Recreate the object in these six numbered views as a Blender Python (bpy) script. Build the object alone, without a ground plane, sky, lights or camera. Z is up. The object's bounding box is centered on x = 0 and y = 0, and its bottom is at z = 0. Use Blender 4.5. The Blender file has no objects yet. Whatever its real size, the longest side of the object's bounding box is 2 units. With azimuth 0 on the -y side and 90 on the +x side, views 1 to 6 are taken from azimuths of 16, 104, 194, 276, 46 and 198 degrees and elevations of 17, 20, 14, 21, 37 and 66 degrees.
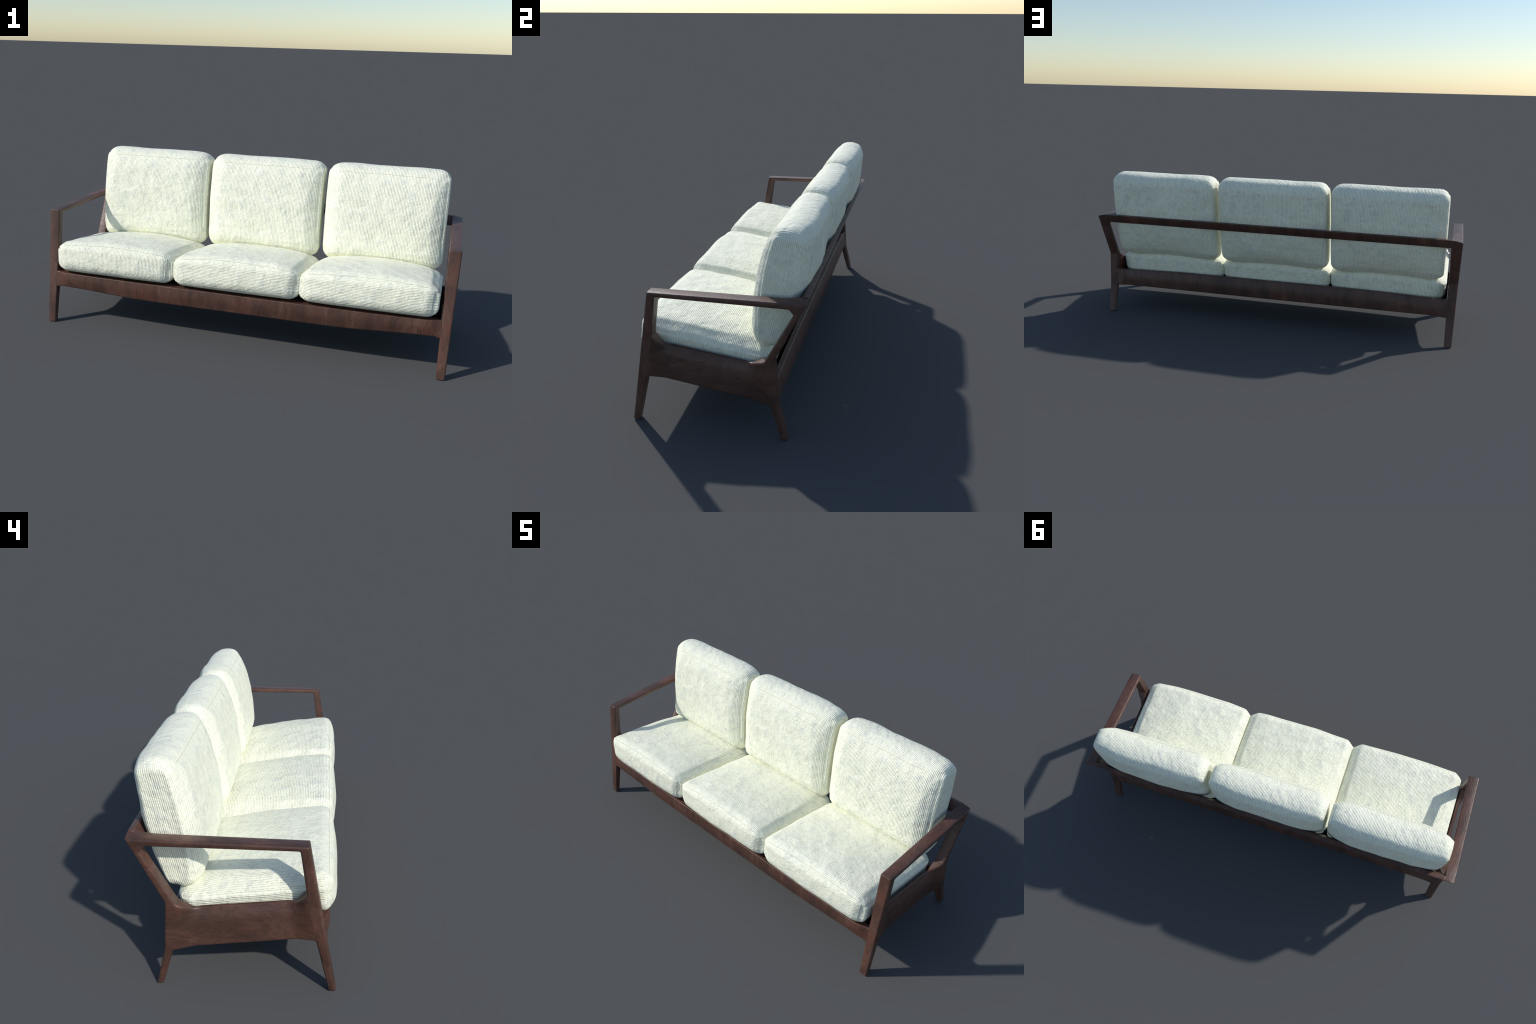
"""Three-seat wooden-framed sofa with ribbed off-white cushions."""
import bpy, math, random
import numpy as np
from mathutils import Vector, Matrix
from mathutils.geometry import delaunay_2d_cdt

random.seed(4)
rng = np.random.default_rng(4)


# ------------------------------------------------------------------ helpers
def smooth(a, b, x):
    t = np.clip((np.asarray(x, float) - a) / (b - a), 0, 1)
    return t * t * (3 - 2 * t)


def lerp(a, b, t):
    return a + (b - a) * t


def make_object(name, verts, faces, mat, parent=None, normals=None, matrix=None):
    me = bpy.data.meshes.new(name)
    v = np.asarray(verts, float)
    if matrix is not None:
        inv = np.array(matrix.inverted())
        v = v @ inv[:3, :3].T + inv[:3, 3]
    me.from_pydata(v.tolist(), [], [list(map(int, f)) for f in faces])
    me.update()
    me.polygons.foreach_set("use_smooth", [True] * len(me.polygons))
    me.materials.append(mat)
    if normals is not None:
        me.normals_split_custom_set_from_vertices([tuple(n) for n in normals])
    ob = bpy.data.objects.new(name, me)
    bpy.context.scene.collection.objects.link(ob)
    if matrix is not None:
        ob.matrix_world = matrix
    if parent is not None:
        ob.parent = parent
    return ob


# ---------------------------------------------------------------- materials
class Nodes:
    """Small wrapper that keeps node graphs readable."""

    def __init__(self, name):
        self.mat = bpy.data.materials.new(name)
        self.mat.use_nodes = True
        self.t = self.mat.node_tree
        self.bsdf = self.t.nodes["Principled BSDF"]

    def node(self, kind, **props):
        n = self.t.nodes.new(kind)
        for k, v in props.items():
            setattr(n, k, v)
        return n

    def link(self, a, b):
        self.t.links.new(a, b)

    def put(self, sock, val):
        if isinstance(val, bpy.types.NodeSocket):
            self.link(val, sock)
        else:
            sock.default_value = val

    def math(self, op, a, b=0.0, c=0.0):
        n = self.node("ShaderNodeMath", operation=op)
        self.put(n.inputs[0], a)
        self.put(n.inputs[1], b)
        self.put(n.inputs[2], c)
        return n.outputs[0]

    def rng(self, x, a, b, c=0.0, d=1.0):
        n = self.node("ShaderNodeMapRange", interpolation_type="SMOOTHSTEP")
        self.put(n.inputs[0], x)
        for i, v in enumerate((a, b, c, d)):
            self.put(n.inputs[i + 1], v)
        return n.outputs[0]

    def mapping(self, vec, scale=(1, 1, 1), rot=(0, 0, 0), loc=(0, 0, 0)):
        n = self.node("ShaderNodeMapping")
        self.link(vec, n.inputs[0])
        n.inputs["Location"].default_value = loc
        n.inputs["Rotation"].default_value = rot
        n.inputs["Scale"].default_value = scale
        return n.outputs[0]

    def noise(self, vec, scale, detail=3, rough=0.55, dist=0.0):
        n = self.node("ShaderNodeTexNoise")
        self.link(vec, n.inputs["Vector"])
        n.inputs["Scale"].default_value = scale
        n.inputs["Detail"].default_value = detail
        n.inputs["Roughness"].default_value = rough
        n.inputs["Distortion"].default_value = dist
        return n.outputs["Fac"]

    def mix(self, fac, a, b, blend="MIX"):
        n = self.node("ShaderNodeMix", data_type="RGBA", blend_type=blend)
        self.put(n.inputs[0], fac)
        self.put(n.inputs[6], a)
        self.put(n.inputs[7], b)
        return n.outputs[2]

    def mixf(self, fac, a, b):
        n = self.node("ShaderNodeMix", data_type="FLOAT")
        self.put(n.inputs[0], fac)
        self.put(n.inputs[2], a)
        self.put(n.inputs[3], b)
        return n.outputs[0]

    def ramp(self, fac, stops):
        n = self.node("ShaderNodeValToRGB")
        self.link(fac, n.inputs[0])
        el = n.color_ramp.elements
        while len(el) < len(stops):
            el.new(0.5)
        for e, (p, c) in zip(el, stops):
            e.position = p
            e.color = (*c, 1)
        return n.outputs[0]

    def bump(self, height, strength, dist, normal=None):
        n = self.node("ShaderNodeBump")
        self.put(n.inputs["Height"], height)
        n.inputs["Strength"].default_value = strength
        n.inputs["Distance"].default_value = dist
        if normal is not None:
            self.link(normal, n.inputs["Normal"])
        return n.outputs[0]


def wood_material(name, stretch, tilt=(0, 0, 0), tone=1.0, relief=0.4):
    """Dark oiled walnut; `stretch` is the mapping scale (small = along the grain)."""
    m = Nodes(name)
    co = m.node("ShaderNodeTexCoord").outputs["Object"]
    g = m.mapping(co, scale=stretch, rot=tilt)
    warp = m.noise(m.mapping(co, scale=(5, 5, 5)), 1.0, 2)
    wv = m.node("ShaderNodeVectorMath", operation="ADD")
    m.link(g, wv.inputs[0])
    comb = m.node("ShaderNodeCombineXYZ")
    for i in range(3):
        m.link(m.math("MULTIPLY", warp, 1.6), comb.inputs[i])
    m.link(comb.outputs[0], wv.inputs[1])
    g = wv.outputs[0]
    band = m.noise(g, 0.55, 3, 0.6, 0.6)
    fibre = m.noise(g, 3.2, 4, 0.62, 1.1)
    patch = m.noise(co, 7.0, 3, 0.55)
    d, mid, r, l = [tuple(c * tone for c in col) for col in (
        (0.052, 0.0255, 0.0185), (0.072, 0.0345, 0.0245),
        (0.096, 0.0450, 0.0320), (0.110, 0.0620, 0.0465))]
    col = m.ramp(band, [(0.30, d), (0.44, mid), (0.58, r), (0.74, l)])
    fine = m.ramp(fibre, [(0.30, (0.55, 0.52, 0.5)), (0.55, (1.0, 1.0, 1.0)), (0.75, (1.18, 1.16, 1.12))])
    col = m.mix(0.75, col, fine, "MULTIPLY")
    tint = m.ramp(patch, [(0.35, (0.86, 0.85, 0.86)), (0.52, (1, 1, 1)), (0.68, (1.2, 1.0, 0.92))])
    col = m.mix(0.9, col, tint, "MULTIPLY")
    m.link(col, m.bsdf.inputs["Base Color"])
    m.link(m.rng(fibre, 0.3, 0.7, 0.50, 0.40), m.bsdf.inputs["Roughness"])
    m.bsdf.inputs["Specular IOR Level"].default_value = 0.5
    h = m.math("ADD", m.math("MULTIPLY", fibre, 0.6), m.math("MULTIPLY", band, 0.5))
    m.link(m.bump(h, relief, 0.005), m.bsdf.inputs["Normal"])
    return m.mat


RIB = 0.0069      # rib spacing of the fabric


def fabric_material(name, axis, side_axis):
    """Ribbed woven off-white cloth.  Ribs repeat along `axis`; where the
    surface faces that axis they repeat along `side_axis` instead."""
    m = Nodes(name)
    tc = m.node("ShaderNodeTexCoord")
    co = tc.outputs["Object"]
    wob = m.node("ShaderNodeTexNoise")
    m.link(co, wob.inputs["Vector"])
    wob.inputs["Scale"].default_value = 9.0
    wob.inputs["Detail"].default_value = 2.0
    sub = m.node("ShaderNodeVectorMath", operation="SUBTRACT")
    m.link(wob.outputs["Color"], sub.inputs[0])
    sub.inputs[1].default_value = (0.5, 0.5, 0.5)
    sc = m.node("ShaderNodeVectorMath", operation="SCALE")
    m.link(sub.outputs[0], sc.inputs[0])
    sc.inputs["Scale"].default_value = 0.006
    ad = m.node("ShaderNodeVectorMath", operation="ADD")
    m.link(co, ad.inputs[0])
    m.link(sc.outputs[0], ad.inputs[1])
    sep = m.node("ShaderNodeSeparateXYZ")
    m.link(ad.outputs[0], sep.inputs[0])
    nrm = m.node("ShaderNodeSeparateXYZ")
    m.link(tc.outputs["Normal"], nrm.inputs[0])
    facing = m.math("GREATER_THAN", m.math("ABSOLUTE", nrm.outputs[axis]), 0.72)
    u = m.mixf(facing, sep.outputs[axis], sep.outputs[side_axis])
    # coordinate running along a rib, used to chop it into stitches
    others = [i for i in range(3) if i != axis]
    v = m.math("ADD", m.math("ADD", sep.outputs[others[0]], sep.outputs[others[1]]),
               m.math("MULTIPLY", sep.outputs[axis], 0.0))
    ph = m.math("MULTIPLY", u, 2 * math.pi / RIB)
    rib = m.math("MULTIPLY_ADD", m.math("SINE", ph), 0.5, 0.5)
    cross = m.math("MULTIPLY_ADD", m.math("SINE", m.math("ADD", m.math("MULTIPLY", v, 2 * math.pi / 0.0061),
                                                            m.math("MULTIPLY", m.math("FLOOR", m.math("DIVIDE", u, RIB)), 2.1))), 0.5, 0.5)
    cu = m.node("ShaderNodeCombineXYZ")
    m.link(m.math("MULTIPLY", u, 130.0), cu.inputs[0])
    m.link(m.math("MULTIPLY", v, 42.0), cu.inputs[1])
    slub = m.noise(cu.outputs[0], 1.0, 3, 0.6)
    blotch = m.noise(co, 26.0, 4, 0.62, 0.3)
    big = m.noise(co, 6.0, 3, 0.55)
    patchy = m.noise(m.mapping(co, loc=(3.1, 1.7, 0.4)), 15.0, 3, 0.6)
    # colour: cream yarn, shadow between ribs painted grey in the gaps, greyer mottled patches
    gap = m.math("MULTIPLY", m.rng(rib, 0.36, 0.02), m.rng(slub, 0.42, 0.62, 0.30, 1.0))
    mottle = m.rng(blotch, 0.50, 0.72)
    col = m.mix(m.math("MULTIPLY", mottle, 0.72), (1.0, 1.0, 0.79, 1), (0.75, 0.775, 0.70, 1))  # base raised to near full white so sunlit cloth blows out
    col = m.mix(m.math("MULTIPLY", gap, 0.78), col, (0.47, 0.49, 0.45, 1))
    col = m.mix(m.math("MULTIPLY", m.rng(big, 0.45, 0.7), 0.25), col, (0.96, 0.95, 0.76, 1))
    m.link(col, m.bsdf.inputs["Base Color"])
    m.bsdf.inputs["Roughness"].default_value = 0.6
    m.bsdf.inputs["Specular IOR Level"].default_value = 0.5
    m.bsdf.inputs["Sheen Weight"].default_value = 0.12
    m.bsdf.inputs["Sheen Roughness"].default_value = 0.6
    h = m.math("ADD", m.math("MULTIPLY", rib, m.rng(patchy, 0.35, 0.62, 0.45, 1.25)), m.math("MULTIPLY", cross, 0.34))
    h = m.math("ADD", h, m.math("MULTIPLY", slub, 0.5))
    b1 = m.bump(m.math('ADD', blotch, m.math('MULTIPLY', patchy, 0.6)), 0.6, 0.012)
    m.link(m.bump(h, 0.56, 0.0019, b1), m.bsdf.inputs["Normal"])
    return m.mat


def plain_material(name, col, rough=0.8):
    m = Nodes(name)
    co = m.node("ShaderNodeTexCoord").outputs["Object"]
    n = m.noise(co, 60.0, 3)
    dark = tuple(c * 0.75 for c in col)
    m.link(m.ramp(n, [(0.3, dark), (0.7, col)]), m.bsdf.inputs["Base Color"])
    m.bsdf.inputs["Roughness"].default_value = rough
    return m.mat


WOOD_UP = wood_material("walnut_upright_grain", (26, 26, 9), tilt=(0.35, 0, 0), tone=1.22)
WOOD_ARM = wood_material("walnut_arm_grain", (26, 9, 26), tilt=(0, 0, 0.5), tone=1.2, relief=0.3)
WOOD_PANEL = wood_material("walnut_panel_grain", (13, 8, 17), tilt=(0.5, 0.2, 0), tone=1.12, relief=0.5)
WOOD_RAIL = wood_material("walnut_rail_grain", (26, 9, 7), tilt=(0, 0.12, 0), tone=1.15)  # rail colour lightened for the stronger light falling on it
WOOD_DARK = plain_material("near_black_board", (0.016, 0.010, 0.008))
CLOTH_X = fabric_material("ribbed_cloth_vertical", 0, 1)
CLOTH_Y = fabric_material("ribbed_cloth_horizontal", 1, 2)
CLOTH_S = fabric_material("ribbed_cloth_turned", 0, 2)
THREAD = plain_material("cream_thread", (0.80, 0.79, 0.62))

# -------------------------------------------------------------------- sofa
sofa = bpy.data.objects.new("wooden_sofa", None)
bpy.context.scene.collection.objects.link(sofa)
sofa["label"] = "three-seat sofa, dark walnut frame, off-white ribbed cushions"
sofa["category"] = "sofa"


# ---------------------------------------------------- side frame (arm + legs)
# outlines in the (y, z) plane: point, fillet radius
OUTER = [((-.350, .000), .003), ((-.325, .000), .004), ((-.279, .2075), .012),
         ((.217, .1435), .008), ((.261, .000), .003), ((.284, .000), .003),
         ((.246, .150), .050), ((.231, .337), .030), ((.348, .579), .002),
         ((-.257, .566), .004)]
HOLE = [((-.227, .548), .008), ((-.2485, .383), .022), ((-.211, .342), .022),
        ((.137, .302), .030), ((.194, .331), .012), ((.302, .531), .008),
        ((.284, .553), .008)]


def fillet_loop(pts, step):
    """Round every corner of a polygon and resample it finely."""
    n = len(pts)
    out = []
    for i in range(n):
        p0, p1, p2 = (np.array(pts[(i + k) % n][0]) for k in (-1, 0, 1))
        r = pts[i][1]
        a, b = p0 - p1, p2 - p1
        la, lb = np.linalg.norm(a), np.linalg.norm(b)
        a, b = a / la, b / lb
        ang = math.acos(np.clip(a @ b, -1, 1))
        t = min(r / math.tan(ang / 2), .45 * la, .45 * lb)
        for k in np.linspace(0, 1, 6):
            out.append((1 - k) ** 2 * (p1 + a * t) + 2 * k * (1 - k) * p1 + k * k * (p1 + b * t))
    res = []
    for p, q in zip(out, out[1:] + out[:1]):
        m = max(1, int(round(np.linalg.norm(q - p) / step)))
        for k in range(m):
            res.append(p + (q - p) * k / m)
    return np.array(res)


def loop_distance(p, loops):
    best = np.full(len(p), 1e9)
    for lp in loops:
        a, b = lp, np.roll(lp, -1, 0)
        d = b - a
        l2 = (d ** 2).sum(1) + 1e-18
        for s in range(0, len(p), 4000):
            q = p[s:s + 4000, None, :]
            t = np.clip(((q - a) * d).sum(2) / l2, 0, 1)
            e = np.sqrt((((a + t[..., None] * d) - q) ** 2).sum(2)).min(1)
            best[s:s + 4000] = np.minimum(best[s:s + 4000], e)
    return best


def inside(p, lp):
    a, b = lp, np.roll(lp, -1, 0)
    y, z = p[:, 0:1], p[:, 1:2]
    c = ((a[:, 1] > z) != (b[:, 1] > z)) & (y < (b[:, 0] - a[:, 0]) * (z - a[:, 1]) / (b[:, 1] - a[:, 1] + 1e-15) + a[:, 0])
    return c.sum(1) % 2 == 1


def side_of(p, a, b):
    """Positive on the left of the line a->b."""
    return (b[0] - a[0]) * (p[:, 1] - a[1]) - (b[1] - a[1]) * (p[:, 0] - a[0])


ROUND = 0.0075     # softened edge radius
MITRE_FRONT = ((-.2575, .5665), (-.2265, .5475))
MITRE_BACK = ((.3490, .5805), (.2920, .5420))
JOINT_FRONT = ((-.2795, .2060), (-.2480, .3840))
JOINT_BACK = ((.2175, .1425), (.1935, .3320))


def rail_weight(y, z):
    """1 in the middle of the side rail, fading into the two uprights."""
    t = (z - .2075) / (.383 - .2075)
    yf = lerp(-.279, -.2485, t)
    yb = lerp(.217, .194, (z - .1435) / (.331 - .1435))
    w = smooth(-.004, .080, y - yf) * smooth(-.004, .090, yb - y)
    return w * smooth(.44, .39, z)


def x_outer(y, z):
    base = .9865 + .0125 * np.clip(z / .575, 0, 1)
    up = np.clip((z - lerp(.2, .145, (y + .28) / .5)) / .15, 0, 1)     # 0 low edge, 1 top edge
    return base - rail_weight(y, z) * (lerp(.017, .031, up ** 1.5) + .009 * smooth(.68, 1.0, up))


def x_inner(y, z):
    return .947 - .004 * np.clip(z / .57, 0, 1)


def build_side(sign):
    outer, hole = fillet_loop(OUTER, .006), fillet_loop(HOLE, .006)
    loops = [outer, hole]
    pts, edges = [], []
    for lp in loops:
        s = len(pts)
        pts += [tuple(q) for q in lp]
        edges += [(s + i, s + (i + 1) % len(lp)) for i in range(len(lp))]
    # rings just inside the outline carry the rounded edge
    for lp in loops:
        tan = np.roll(lp, -1, 0) - np.roll(lp, 1, 0)
        nrm = np.stack([-tan[:, 1], tan[:, 0]], 1)
        nrm /= np.linalg.norm(nrm, axis=1)[:, None]
        for f in (.08, .3, .62, 1.0):
            for sg in (1, -1):
                q = lp + sg * nrm * f * ROUND
                ok = inside(q, outer) & ~inside(q, hole) & (loop_distance(q, loops) > f * ROUND * .93)
                pts += [tuple(v) for v in q[ok]]
    gy, gz = np.meshgrid(np.arange(-.36, .36, .008), np.arange(.004, .58, .008))
    g = np.stack([gy.ravel() + .004 * (np.round(gz.ravel() / .008) % 2), gz.ravel()], 1)
    ok = inside(g, outer) & ~inside(g, hole)
    g = g[ok]
    g = g[loop_distance(g, loops) > ROUND * 1.3]
    pts += [tuple(v) for v in g]
    for a, b in (MITRE_FRONT, MITRE_BACK, JOINT_FRONT, JOINT_BACK):
        s = len(pts)
        k = 40
        pts += [tuple(lerp(np.array(a), np.array(b), i / k)) for i in range(k + 1)]
        edges += [(s + i, s + i + 1) for i in range(k)]
    res = delaunay_2d_cdt([Vector(p) for p in pts], edges, [], 0, 1e-6)
    P = np.array([tuple(v) for v in res[0]])
    F = np.array([f for f in res[2] if len(f) == 3])
    c = P[F].mean(1)
    keep = inside(c, outer) & ~inside(c, hole)
    F = F[keep]
    used = np.unique(F)
    remap = -np.ones(len(P), int)
    remap[used] = np.arange(len(used))
    P, F = P[used], remap[F]
    e1, e2 = P[F[:, 1]] - P[F[:, 0]], P[F[:, 2]] - P[F[:, 0]]
    flip = (e1[:, 0] * e2[:, 1] - e1[:, 1] * e2[:, 0]) < 0
    F[flip] = F[flip][:, ::-1]
    y, z = P[:, 0], P[:, 1]
    d = np.minimum(loop_distance(P, loops), ROUND)
    pull = ROUND - np.sqrt(np.maximum(ROUND ** 2 - (ROUND - d) ** 2, 0))
    xo, xi = x_outer(y, z) - pull, x_inner(y, z) + pull * .8
    n = len(P)
    zo, zi = z.copy(), z.copy()
    lift = smooth(.24, .34, y) * smooth(.545, .565, z)
    zi = zi + .008 * lift
    V = np.concatenate([np.stack([xo, y, zo], 1), np.stack([xi, y, zi], 1)])
    tri = np.concatenate([F, F[:, ::-1] + n])
    cent = np.concatenate([c[keep], c[keep]])
    # rim strips along every boundary edge
    cnt = {}
    for f in F:
        for k in range(3):
            a, b = int(f[k]), int(f[(k + 1) % 3])
            cnt[(a, b)] = 1
    rim = [(a, b) for (a, b) in cnt if (b, a) not in cnt]
    # two intermediate columns keep the rim shading clean
    faces = [list(t) for t in tri]
    fc = [tuple(q) for q in cent]
    for a, b in rim:
        faces.append([b, a, a + n, b + n])
        fc.append(tuple((P[a] + P[b]) / 2))
    V[:, 0] *= sign
    if sign < 0:
        faces = [f[::-1] for f in faces]
    fc = np.array(fc)
    me = bpy.data.meshes.new("tmp")
    me.from_pydata(V.tolist(), [], [list(map(int, f)) for f in faces])
    me.update()
    N = np.array([tuple(v.vector) for v in me.vertex_normals])
    bpy.data.meshes.remove(me)
    arm = (side_of(fc, *MITRE_FRONT) > 0) & (side_of(fc, MITRE_BACK[1], MITRE_BACK[0]) > 0) & (fc[:, 1] > .53)
    front = ~arm & (side_of(fc, *JOINT_FRONT) > 0)
    front |= ~arm & (fc[:, 1] > .384) & (fc[:, 0] < 0)
    front &= ~((fc[:, 0] > -.2) & ~arm)
    back = ~arm & ~front & (side_of(fc, *JOINT_BACK) < 0)
    back |= ~arm & ~front & (fc[:, 1] > .334) & (fc[:, 0] > .15)
    rail = ~(arm | front | back)
    for name, mask, mat in (("armrest", arm, WOOD_ARM), ("front_leg", front, WOOD_UP),
                            ("back_leg", back, WOOD_PANEL), ("side_rail", rail, WOOD_PANEL)):
        sel = [faces[i] for i in np.nonzero(mask)[0]]
        ids = sorted({int(v) for f in sel for v in f})
        mp = {v: i for i, v in enumerate(ids)}
        make_object(name, V[ids], [[mp[int(v)] for v in f] for f in sel], mat, sofa, N[ids])


build_side(1)
build_side(-1)


# -------------------------------------------------------------------- rails
def loft_rail(name, section, xs, mat):
    """section(x) -> closed ring of (y, z); skinned along x and capped."""
    rings = [section(x) for x in xs]
    k = len(rings[0])
    V = [(x, p[0], p[1]) for x, r in zip(xs, rings) for p in r]
    F = []
    for i in range(len(xs) - 1):
        for j in range(k):
            a, b = i * k + j, i * k + (j + 1) % k
            F.append([a, b, b + k, a + k])
    F.append(list(range(k))[::-1])
    F.append([(len(xs) - 1) * k + j for j in range(k)])
    return make_object(name, V, F, mat, sofa)


def rounded_section(corners, radii, bulge=None, seg=6):
    """Rounded quadrilateral ring; `bulge` bows edge i outward."""
    n = len(corners)
    c = [np.array(p, float) for p in corners]
    ring = []
    for i in range(n):
        p0, p1, p2 = c[i - 1], c[i], c[(i + 1) % n]
        a, b = p0 - p1, p2 - p1
        a, b = a / np.linalg.norm(a), b / np.linalg.norm(b)
        t = radii[i]
        for k in np.linspace(0, 1, seg):
            ring.append((1 - k) ** 2 * (p1 + a * t) + 2 * k * (1 - k) * p1 + k * k * (p1 + b * t))
        q0, q1 = p1 + b * t, p2 - b * radii[(i + 1) % n]
        nb = np.array([b[1], -b[0]])
        for k in np.linspace(0, 1, 9)[1:-1]:
            s = (bulge or [0] * n)[i]
            ring.append(lerp(q0, q1, k) + nb * s * math.sin(math.pi * k))
    return ring


def rail_stations():
    e = np.array([.952, .945, .938, .930, .922, .912, .900, .880])
    return np.concatenate([-e, np.linspace(-.86, .86, 60), e[::-1]])


def front_section(x):
    u = abs(x) / .944
    end = float(smooth(.885, .944, abs(x)))
    ztop = .2565 + .004 * u ** 4
    zbot = .1665 + .0195 * smooth(.45, 1.0, u) - .008 * smooth(.918, .95, abs(x))
    leg = lambda z: -.350 + .1640 * z + .0009        # front edge of the raked leg
    f0, f1 = lerp(-.321, leg(zbot), end), lerp(-.323, leg(ztop), end)
    yb = lerp(-.268, -.290, end)
    return rounded_section([(f0, zbot), (yb, zbot), (yb, ztop), (f1, ztop)],
                           [.010, .008, .006, .004], [0, 0, 0, .004 * (1 - end)])


def back_section(x):
    u = abs(x) / .944
    end = float(smooth(.87, .944, abs(x)))
    ztop = .2555 - .010 * smooth(.5, 1.0, u)
    zbot = .1515 - .005 * end + .002 * u
    yb0, yb1 = .243 + .0022 * end, .235 + .0019 * end
    return rounded_section([(.196, zbot), (yb0, zbot), (yb1, ztop), (.212, ztop)],
                           [.008, .012, .007, .005], [0, .006 * (1 - end), 0, 0])


def backrest_section(x):
    s = .022                        # slope of the uprights carried through
    z0, z1 = .541, .588
    yb = .349
    return rounded_section([(yb - .049, z0), (yb - s - .002, z0), (yb, z1 - .002), (yb - .022, z1)],
                           [.005, .007, .004, .005], [0, .0015, 0, 0])


loft_rail("front_rail", front_section, rail_stations(), WOOD_RAIL)
loft_rail("back_rail", back_section, rail_stations(), WOOD_RAIL)
loft_rail("backrest_rail", backrest_section, np.concatenate([[-.955], np.linspace(-.94, .94, 48), [.955]]), WOOD_RAIL)

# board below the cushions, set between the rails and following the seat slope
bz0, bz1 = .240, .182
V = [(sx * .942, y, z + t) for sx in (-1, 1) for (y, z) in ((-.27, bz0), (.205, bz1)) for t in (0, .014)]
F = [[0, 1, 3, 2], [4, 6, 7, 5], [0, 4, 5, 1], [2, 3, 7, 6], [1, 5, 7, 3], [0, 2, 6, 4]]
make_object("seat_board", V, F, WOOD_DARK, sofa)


# ----------------------------------------------------------------- cushions
def wobble(p, seed, freq, amp):
    """Cheap smooth pseudo-noise: a seeded sum of sines."""
    r = np.random.default_rng(seed)
    out = np.zeros(len(p))
    for i in range(10):
        k = r.normal(size=3)
        k *= freq * r.uniform(.6, 1.7) / np.linalg.norm(k)
        out += np.sin(p @ k + r.uniform(0, 6.28))
    return out * amp / 3.2


def cube_grid(nx, ny, nz):
    """Unit cube surface, denser towards its edges.  Returns verts and quads."""
    def axis(n):
        t = np.linspace(-1, 1, n + 1)
        return np.sign(t) * (1 - (1 - np.abs(t)) ** 1.45)
    ax = [axis(nx), axis(ny), axis(nz)]
    index, verts, quads = {}, [], []

    def vid(key):
        if key not in index:
            index[key] = len(verts)
            verts.append([ax[k][key[k]] for k in range(3)])
        return index[key]
    num = (nx, ny, nz)
    for fixed in range(3):
        a, b = [(1, 2), (2, 0), (0, 1)][fixed]
        for end in (0, num[fixed]):
            for i in range(num[a]):
                for j in range(num[b]):
                    q = []
                    for di, dj in ((0, 0), (1, 0), (1, 1), (0, 1)):
                        key = [0, 0, 0]
                        key[fixed], key[a], key[b] = end, i + di, j + dj
                        q.append(vid(tuple(key)))
                    quads.append(q if end else q[::-1])
    return np.array(verts), quads


def round_box(u, half, rad):
    """Round a box: `u` in [-1,1]^3, half sizes and radii (scalar or per-vertex)."""
    p = u * half
    core = np.sign(p) * np.minimum(np.abs(p), np.maximum(half - rad, 0))
    q = (p - core) / rad
    l = np.linalg.norm(q, axis=1)
    m = np.abs(q).max(1)
    l[l < 1e-9] = 1
    return core + rad * q * (np.maximum(m, 1e-9) / l)[:, None]


def seam_step(ins):
    """Outward offset across a panel seam: the wrapping panel dips into the
    seam, the inner panel starts as a raised welt that fades out."""
    dip = -.0036 * smooth(-.015, -.001, ins) * (ins < .0005)
    welt = lerp(-.0036, .0030, smooth(.0, .0050, ins)) * (ins >= .0005)
    return dip + welt * (1 - .9 * smooth(.008, .035, ins))


def tube(points, radius, name, mat, parent, matrix, seg=6):
    pts = np.asarray(points)
    tan = np.gradient(pts, axis=0)
    tan /= np.linalg.norm(tan, axis=1)[:, None]
    up = np.array([0.02, -0.7, 0.7])
    V, F = [], []
    for i, (p, t) in enumerate(zip(pts, tan)):
        s = np.cross(t, up)
        s /= np.linalg.norm(s)
        w = np.cross(s, t)
        taper = min(1, i / 3 + .15, (len(pts) - 1 - i) / 3 + .15)
        for k in range(seg):
            a = 2 * math.pi * k / seg
            V.append(p + radius * taper * (math.cos(a) * s + math.sin(a) * w))
    for i in range(len(pts) - 1):
        for k in range(seg):
            a, b = i * seg + k, i * seg + (k + 1) % seg
            F.append([a, a + seg, b + seg, b])
    F.append(list(range(seg)))
    F.append([(len(pts) - 1) * seg + k for k in range(seg)][::-1])
    return make_object(name, V, F, mat, parent, matrix=matrix)


HALF_W = .2975      # half width of a back cushion
SEAT_W = .3105      # half width of a seat cushion
GRID_SEAT = cube_grid(96, 130, 56)
GRID_BACK = cube_grid(96, 64, 150)


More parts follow.
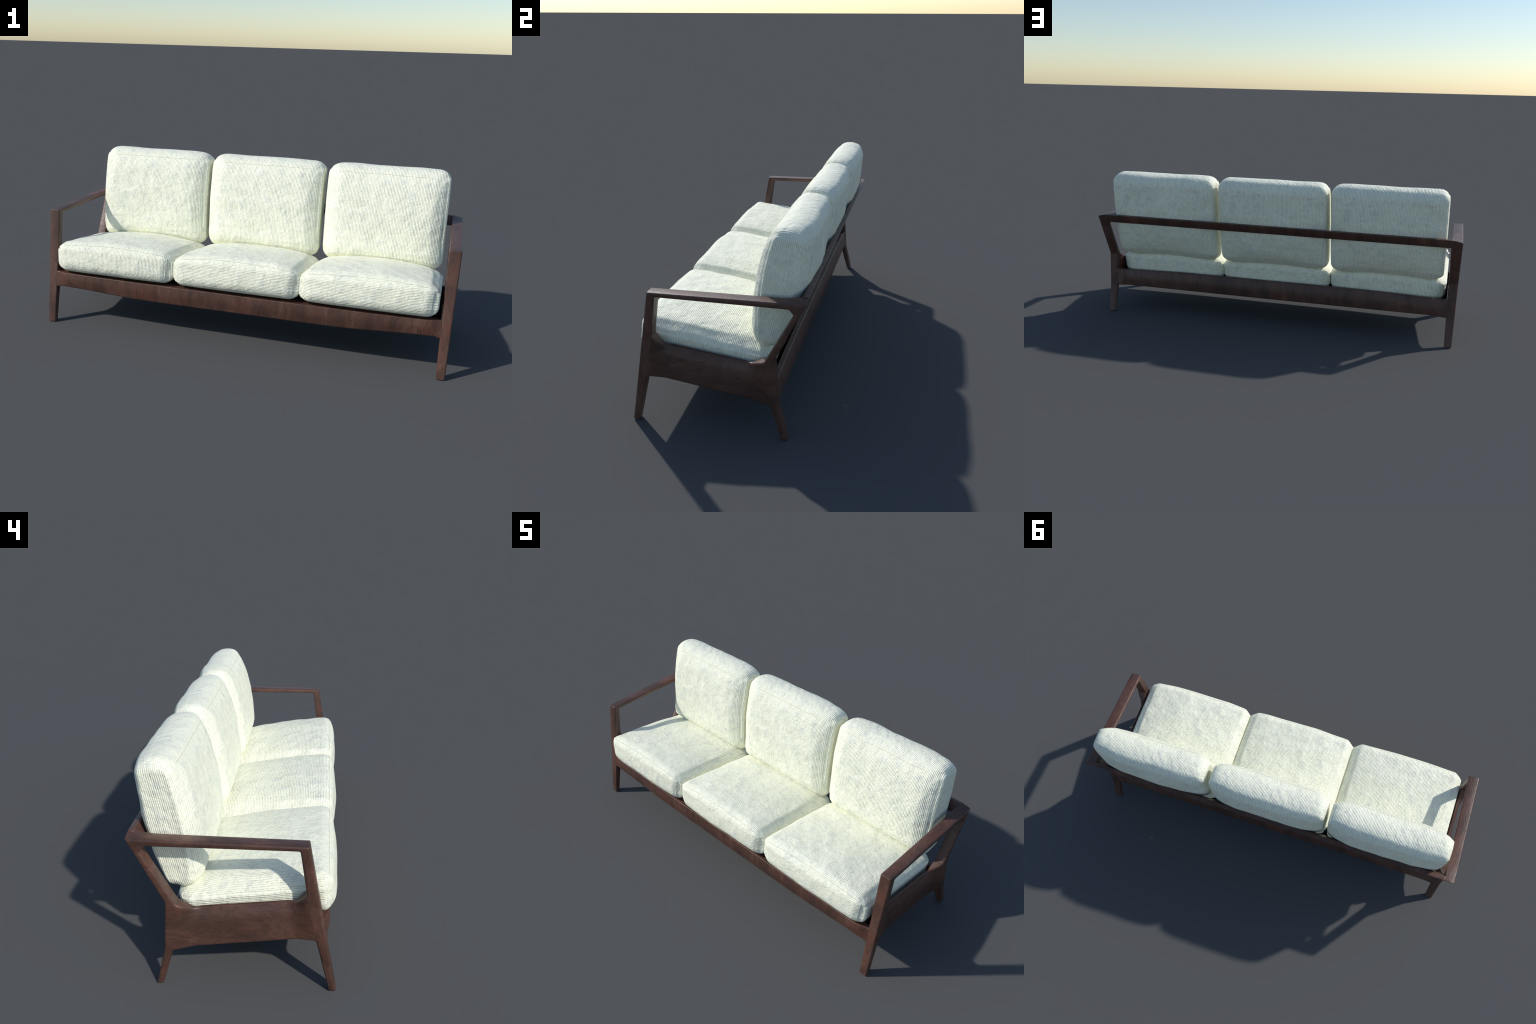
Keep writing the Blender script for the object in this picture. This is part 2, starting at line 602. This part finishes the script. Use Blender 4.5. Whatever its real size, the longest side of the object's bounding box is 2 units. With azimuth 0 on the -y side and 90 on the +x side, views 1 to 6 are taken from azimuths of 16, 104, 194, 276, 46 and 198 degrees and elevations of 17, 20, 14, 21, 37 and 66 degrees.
def build_seat(cx, mat, seed):
    u, quads = GRID_SEAT
    D = .271
    half = np.array([SEAT_W, D, .080])
    low = smooth(.3, -.3, u[:, 2])[:, None]
    rear = smooth(0, .7, u[:, 1])[:, None]
    rad = lerp(np.array([.034, .042, .046]), np.array([.054, .044, .050]), low)
    rad = rad + rear * np.array([.022, .010, 0])
    p = round_box(u, half, rad)
    # crown of the stuffing: top swells, bottom stays flatter
    fx = 1 - np.clip(np.abs(p[:, 0]) / SEAT_W, 0, 1) ** 2.2
    fy = 1 - np.clip(np.abs(p[:, 1]) / D, 0, 1) ** 3
    top = smooth(0, .08, p[:, 2])
    p[:, 2] += top * (-.013 - (.004 + .008 * (1 - fx)) * smooth(.0, .25, p[:, 1]) + .030 * fx * (.35 + .65 * fy))
    p[:, 2] -= smooth(0, .08, -p[:, 2]) * .004 * fx * fy
    # front and back faces bow out a little
    p[:, 1] += np.sign(p[:, 1]) * smooth(.2, D, np.abs(p[:, 1])) * .006 * fx
    p[:, 1] -= smooth(.2, D, -p[:, 1]) * .005 * np.cos(np.clip(p[:, 2] / .08, -1, 1) * np.pi / 2) * fx
    # the top panel is narrower than the body: its sides flare down to the seam
    flare = .017 * (1 - smooth(.0, .034, np.minimum(.066 - p[:, 2], p[:, 1] + D)))
    p[:, 0] -= np.sign(p[:, 0]) * flare * smooth(.55, 1.0, np.abs(p[:, 0]) / SEAT_W)
    # side panels are sewn in below the top panel
    endface = np.abs(u[:, 0]) > .9999
    ins = np.minimum(np.minimum(.032 - p[:, 2], p[:, 1] + .250), .262 - p[:, 1])
    ins = ins + wobble(p, seed + 3, 60, .0012)
    p[:, 0] += np.sign(p[:, 0]) * endface * seam_step(ins)
    # crease under the top front seam
    fr = smooth(.2, .26, -p[:, 1])
    dz = p[:, 2] - (.049 + .018 * fx)
    p[:, 1] += fr * .0024 * np.exp(-((dz + .003) / .0045) ** 2)
    n = wobble(p, seed, 24, .0020) + wobble(p, seed + 1, 62, .0010)
    p[:, 2] += n * top * lerp(1.0, .4, smooth(.1, .25, p[:, 1]))
    p[:, 1] += wobble(p, seed + 2, 34, .0016) * smooth(.2, D, np.abs(p[:, 1])) * np.sign(p[:, 1])
    M = Matrix.Translation((cx, -.069, .3205)) @ Matrix.Rotation(-math.radians(7.3), 4, "X")
    R = np.array(M)
    W = p @ R[:3, :3].T + R[:3, 3]
    ob = make_object("seat_cushion", W, quads, mat, None, matrix=M)
    ob.parent = sofa
    return ob


def build_back(cx, seed):
    u, quads = GRID_BACK
    zlo, zhi = .3445, .8255
    hz = (zhi - zlo) / 2
    half = np.array([HALF_W, .105, hz])
    top = smooth(.2, .8, u[:, 2])[:, None]
    rear = smooth(-.3, .6, u[:, 1])[:, None]
    rad = lerp(np.array([.050, .036, .050]), np.array([.054, .036, .046]), top)
    rad = rad + rear * lerp(np.array([.036, .0, .0]), np.array([.012, .0, .0]), top)
    p = round_box(u, half, rad)
    b = p[:, 1] / .105                 # -1 front .. +1 rear
    z = p[:, 2] + (zlo + zhi) / 2
    front = np.interp(z, [.336, .352, .372, .39, .42, .48, .54, .61, .68, .745, .79, .812, .827],
                      [.160, .142, .124, .114, .107, .109, .114, .123, .138, .153, .166, .174, .178])
    rearp = np.interp(z, [.344, .38, .42, .48, .53, .57, .62, .72, .77, .80, .827],
                      [.226, .254, .274, .299, .315, .326, .334, .341, .344, .344, .342])
    fx = np.clip(np.abs(p[:, 0]) / HALF_W, 0, 1)
    front = front + .008 * fx ** 4
    rearp = rearp - lerp(.004, .016, smooth(.40, .60, z)) * smooth(.45, 1.0, fx)
    z = z + smooth(.45, .35, z) * lerp(.009, -.008, fx ** 2)
    y = lerp(front, rearp, (b + 1) / 2)
    z = z - smooth(.66, .84, z) * .031 * np.abs(b - .04) ** 2.3        # domed top
    # the face panel is narrower than the body: its sides flare back to the seam
    flare = lerp(.018, .034, smooth(.38, .50, z)) * (1 - smooth(-.004, .046, y - front)) * smooth(.55, 1.0, fx)
    q = np.stack([p[:, 0] - np.sign(p[:, 0]) * flare, y, z], 1)
    # side panel sewn in behind the front and below the top
    endface = np.abs(u[:, 0]) > .9999
    ins = np.minimum(y - (front + .030), .797 - z - .5 * np.maximum(y - .25, 0) - 30 * np.maximum(y - .27, 0) ** 2)
    ins = ins + wobble(q, seed + 3, 60, .0010)
    q[:, 0] += np.sign(p[:, 0]) * endface * seam_step(ins) * smooth(.36, .42, z) * smooth(.33, .25, y) * lerp(1, .45, smooth(.75, .79, z))
    # top front seam crease
    fr = smooth(.0, -.5, b)
    q[:, 1] += fr * .0022 * np.exp(-((z - .799) / .004) ** 2) * smooth(.27, .24, np.abs(p[:, 0]))
    q[:, 1] += (wobble(q, seed, 24, .0018) + wobble(q, seed + 1, 60, .0010)) * np.where(b < 0, smooth(0, -.6, b), -smooth(0, .6, b))
    q[:, 2] += wobble(q, seed + 2, 30, .0012) * smooth(.76, .82, z)
    q[:, 0] += cx
    M = Matrix.Translation((cx, .225, .585)) @ Matrix.Rotation(-math.radians(11), 4, "X")
    ob = make_object("back_cushion", q, quads, CLOTH_X, None, matrix=M)
    ob.parent = sofa
    return ob


def thread_line(ob, world_pts):
    """Lay a stitched seam thread on a cushion along points near its surface."""
    inv = ob.matrix_world.inverted()
    out = []
    for w in world_pts:
        l = inv @ Vector(w)
        okk, loc, nrm, _ = ob.closest_point_on_mesh(l)
        out.append(loc + nrm * .0002)
    th = tube([tuple(ob.matrix_world @ q) for q in out], .0011, "seam", THREAD, None, ob.matrix_world.copy())
    th.parent = ob
    th.matrix_parent_inverse = ob.matrix_world.inverted()
    return th


seats = [build_seat(-.622, CLOTH_S, 11), build_seat(0, CLOTH_Y, 23), build_seat(.617, CLOTH_Y, 37)]
backs = [build_back(-.620, 51), build_back(-.002, 67), build_back(.6205, 83)]
bpy.context.view_layer.update()
for ob, cx in zip(seats, (-.615, 0, .615)):
    thread_line(ob, [(cx + x, -.325, .405 + .020 * (1 - (x / .3) ** 2)) for x in np.linspace(-.285, .285, 60)])
for ob, cx in zip(backs, (-.615, 0, .615)):
    thread_line(ob, [(cx + x, .178, .8035) for x in np.linspace(-.245, .245, 50)])
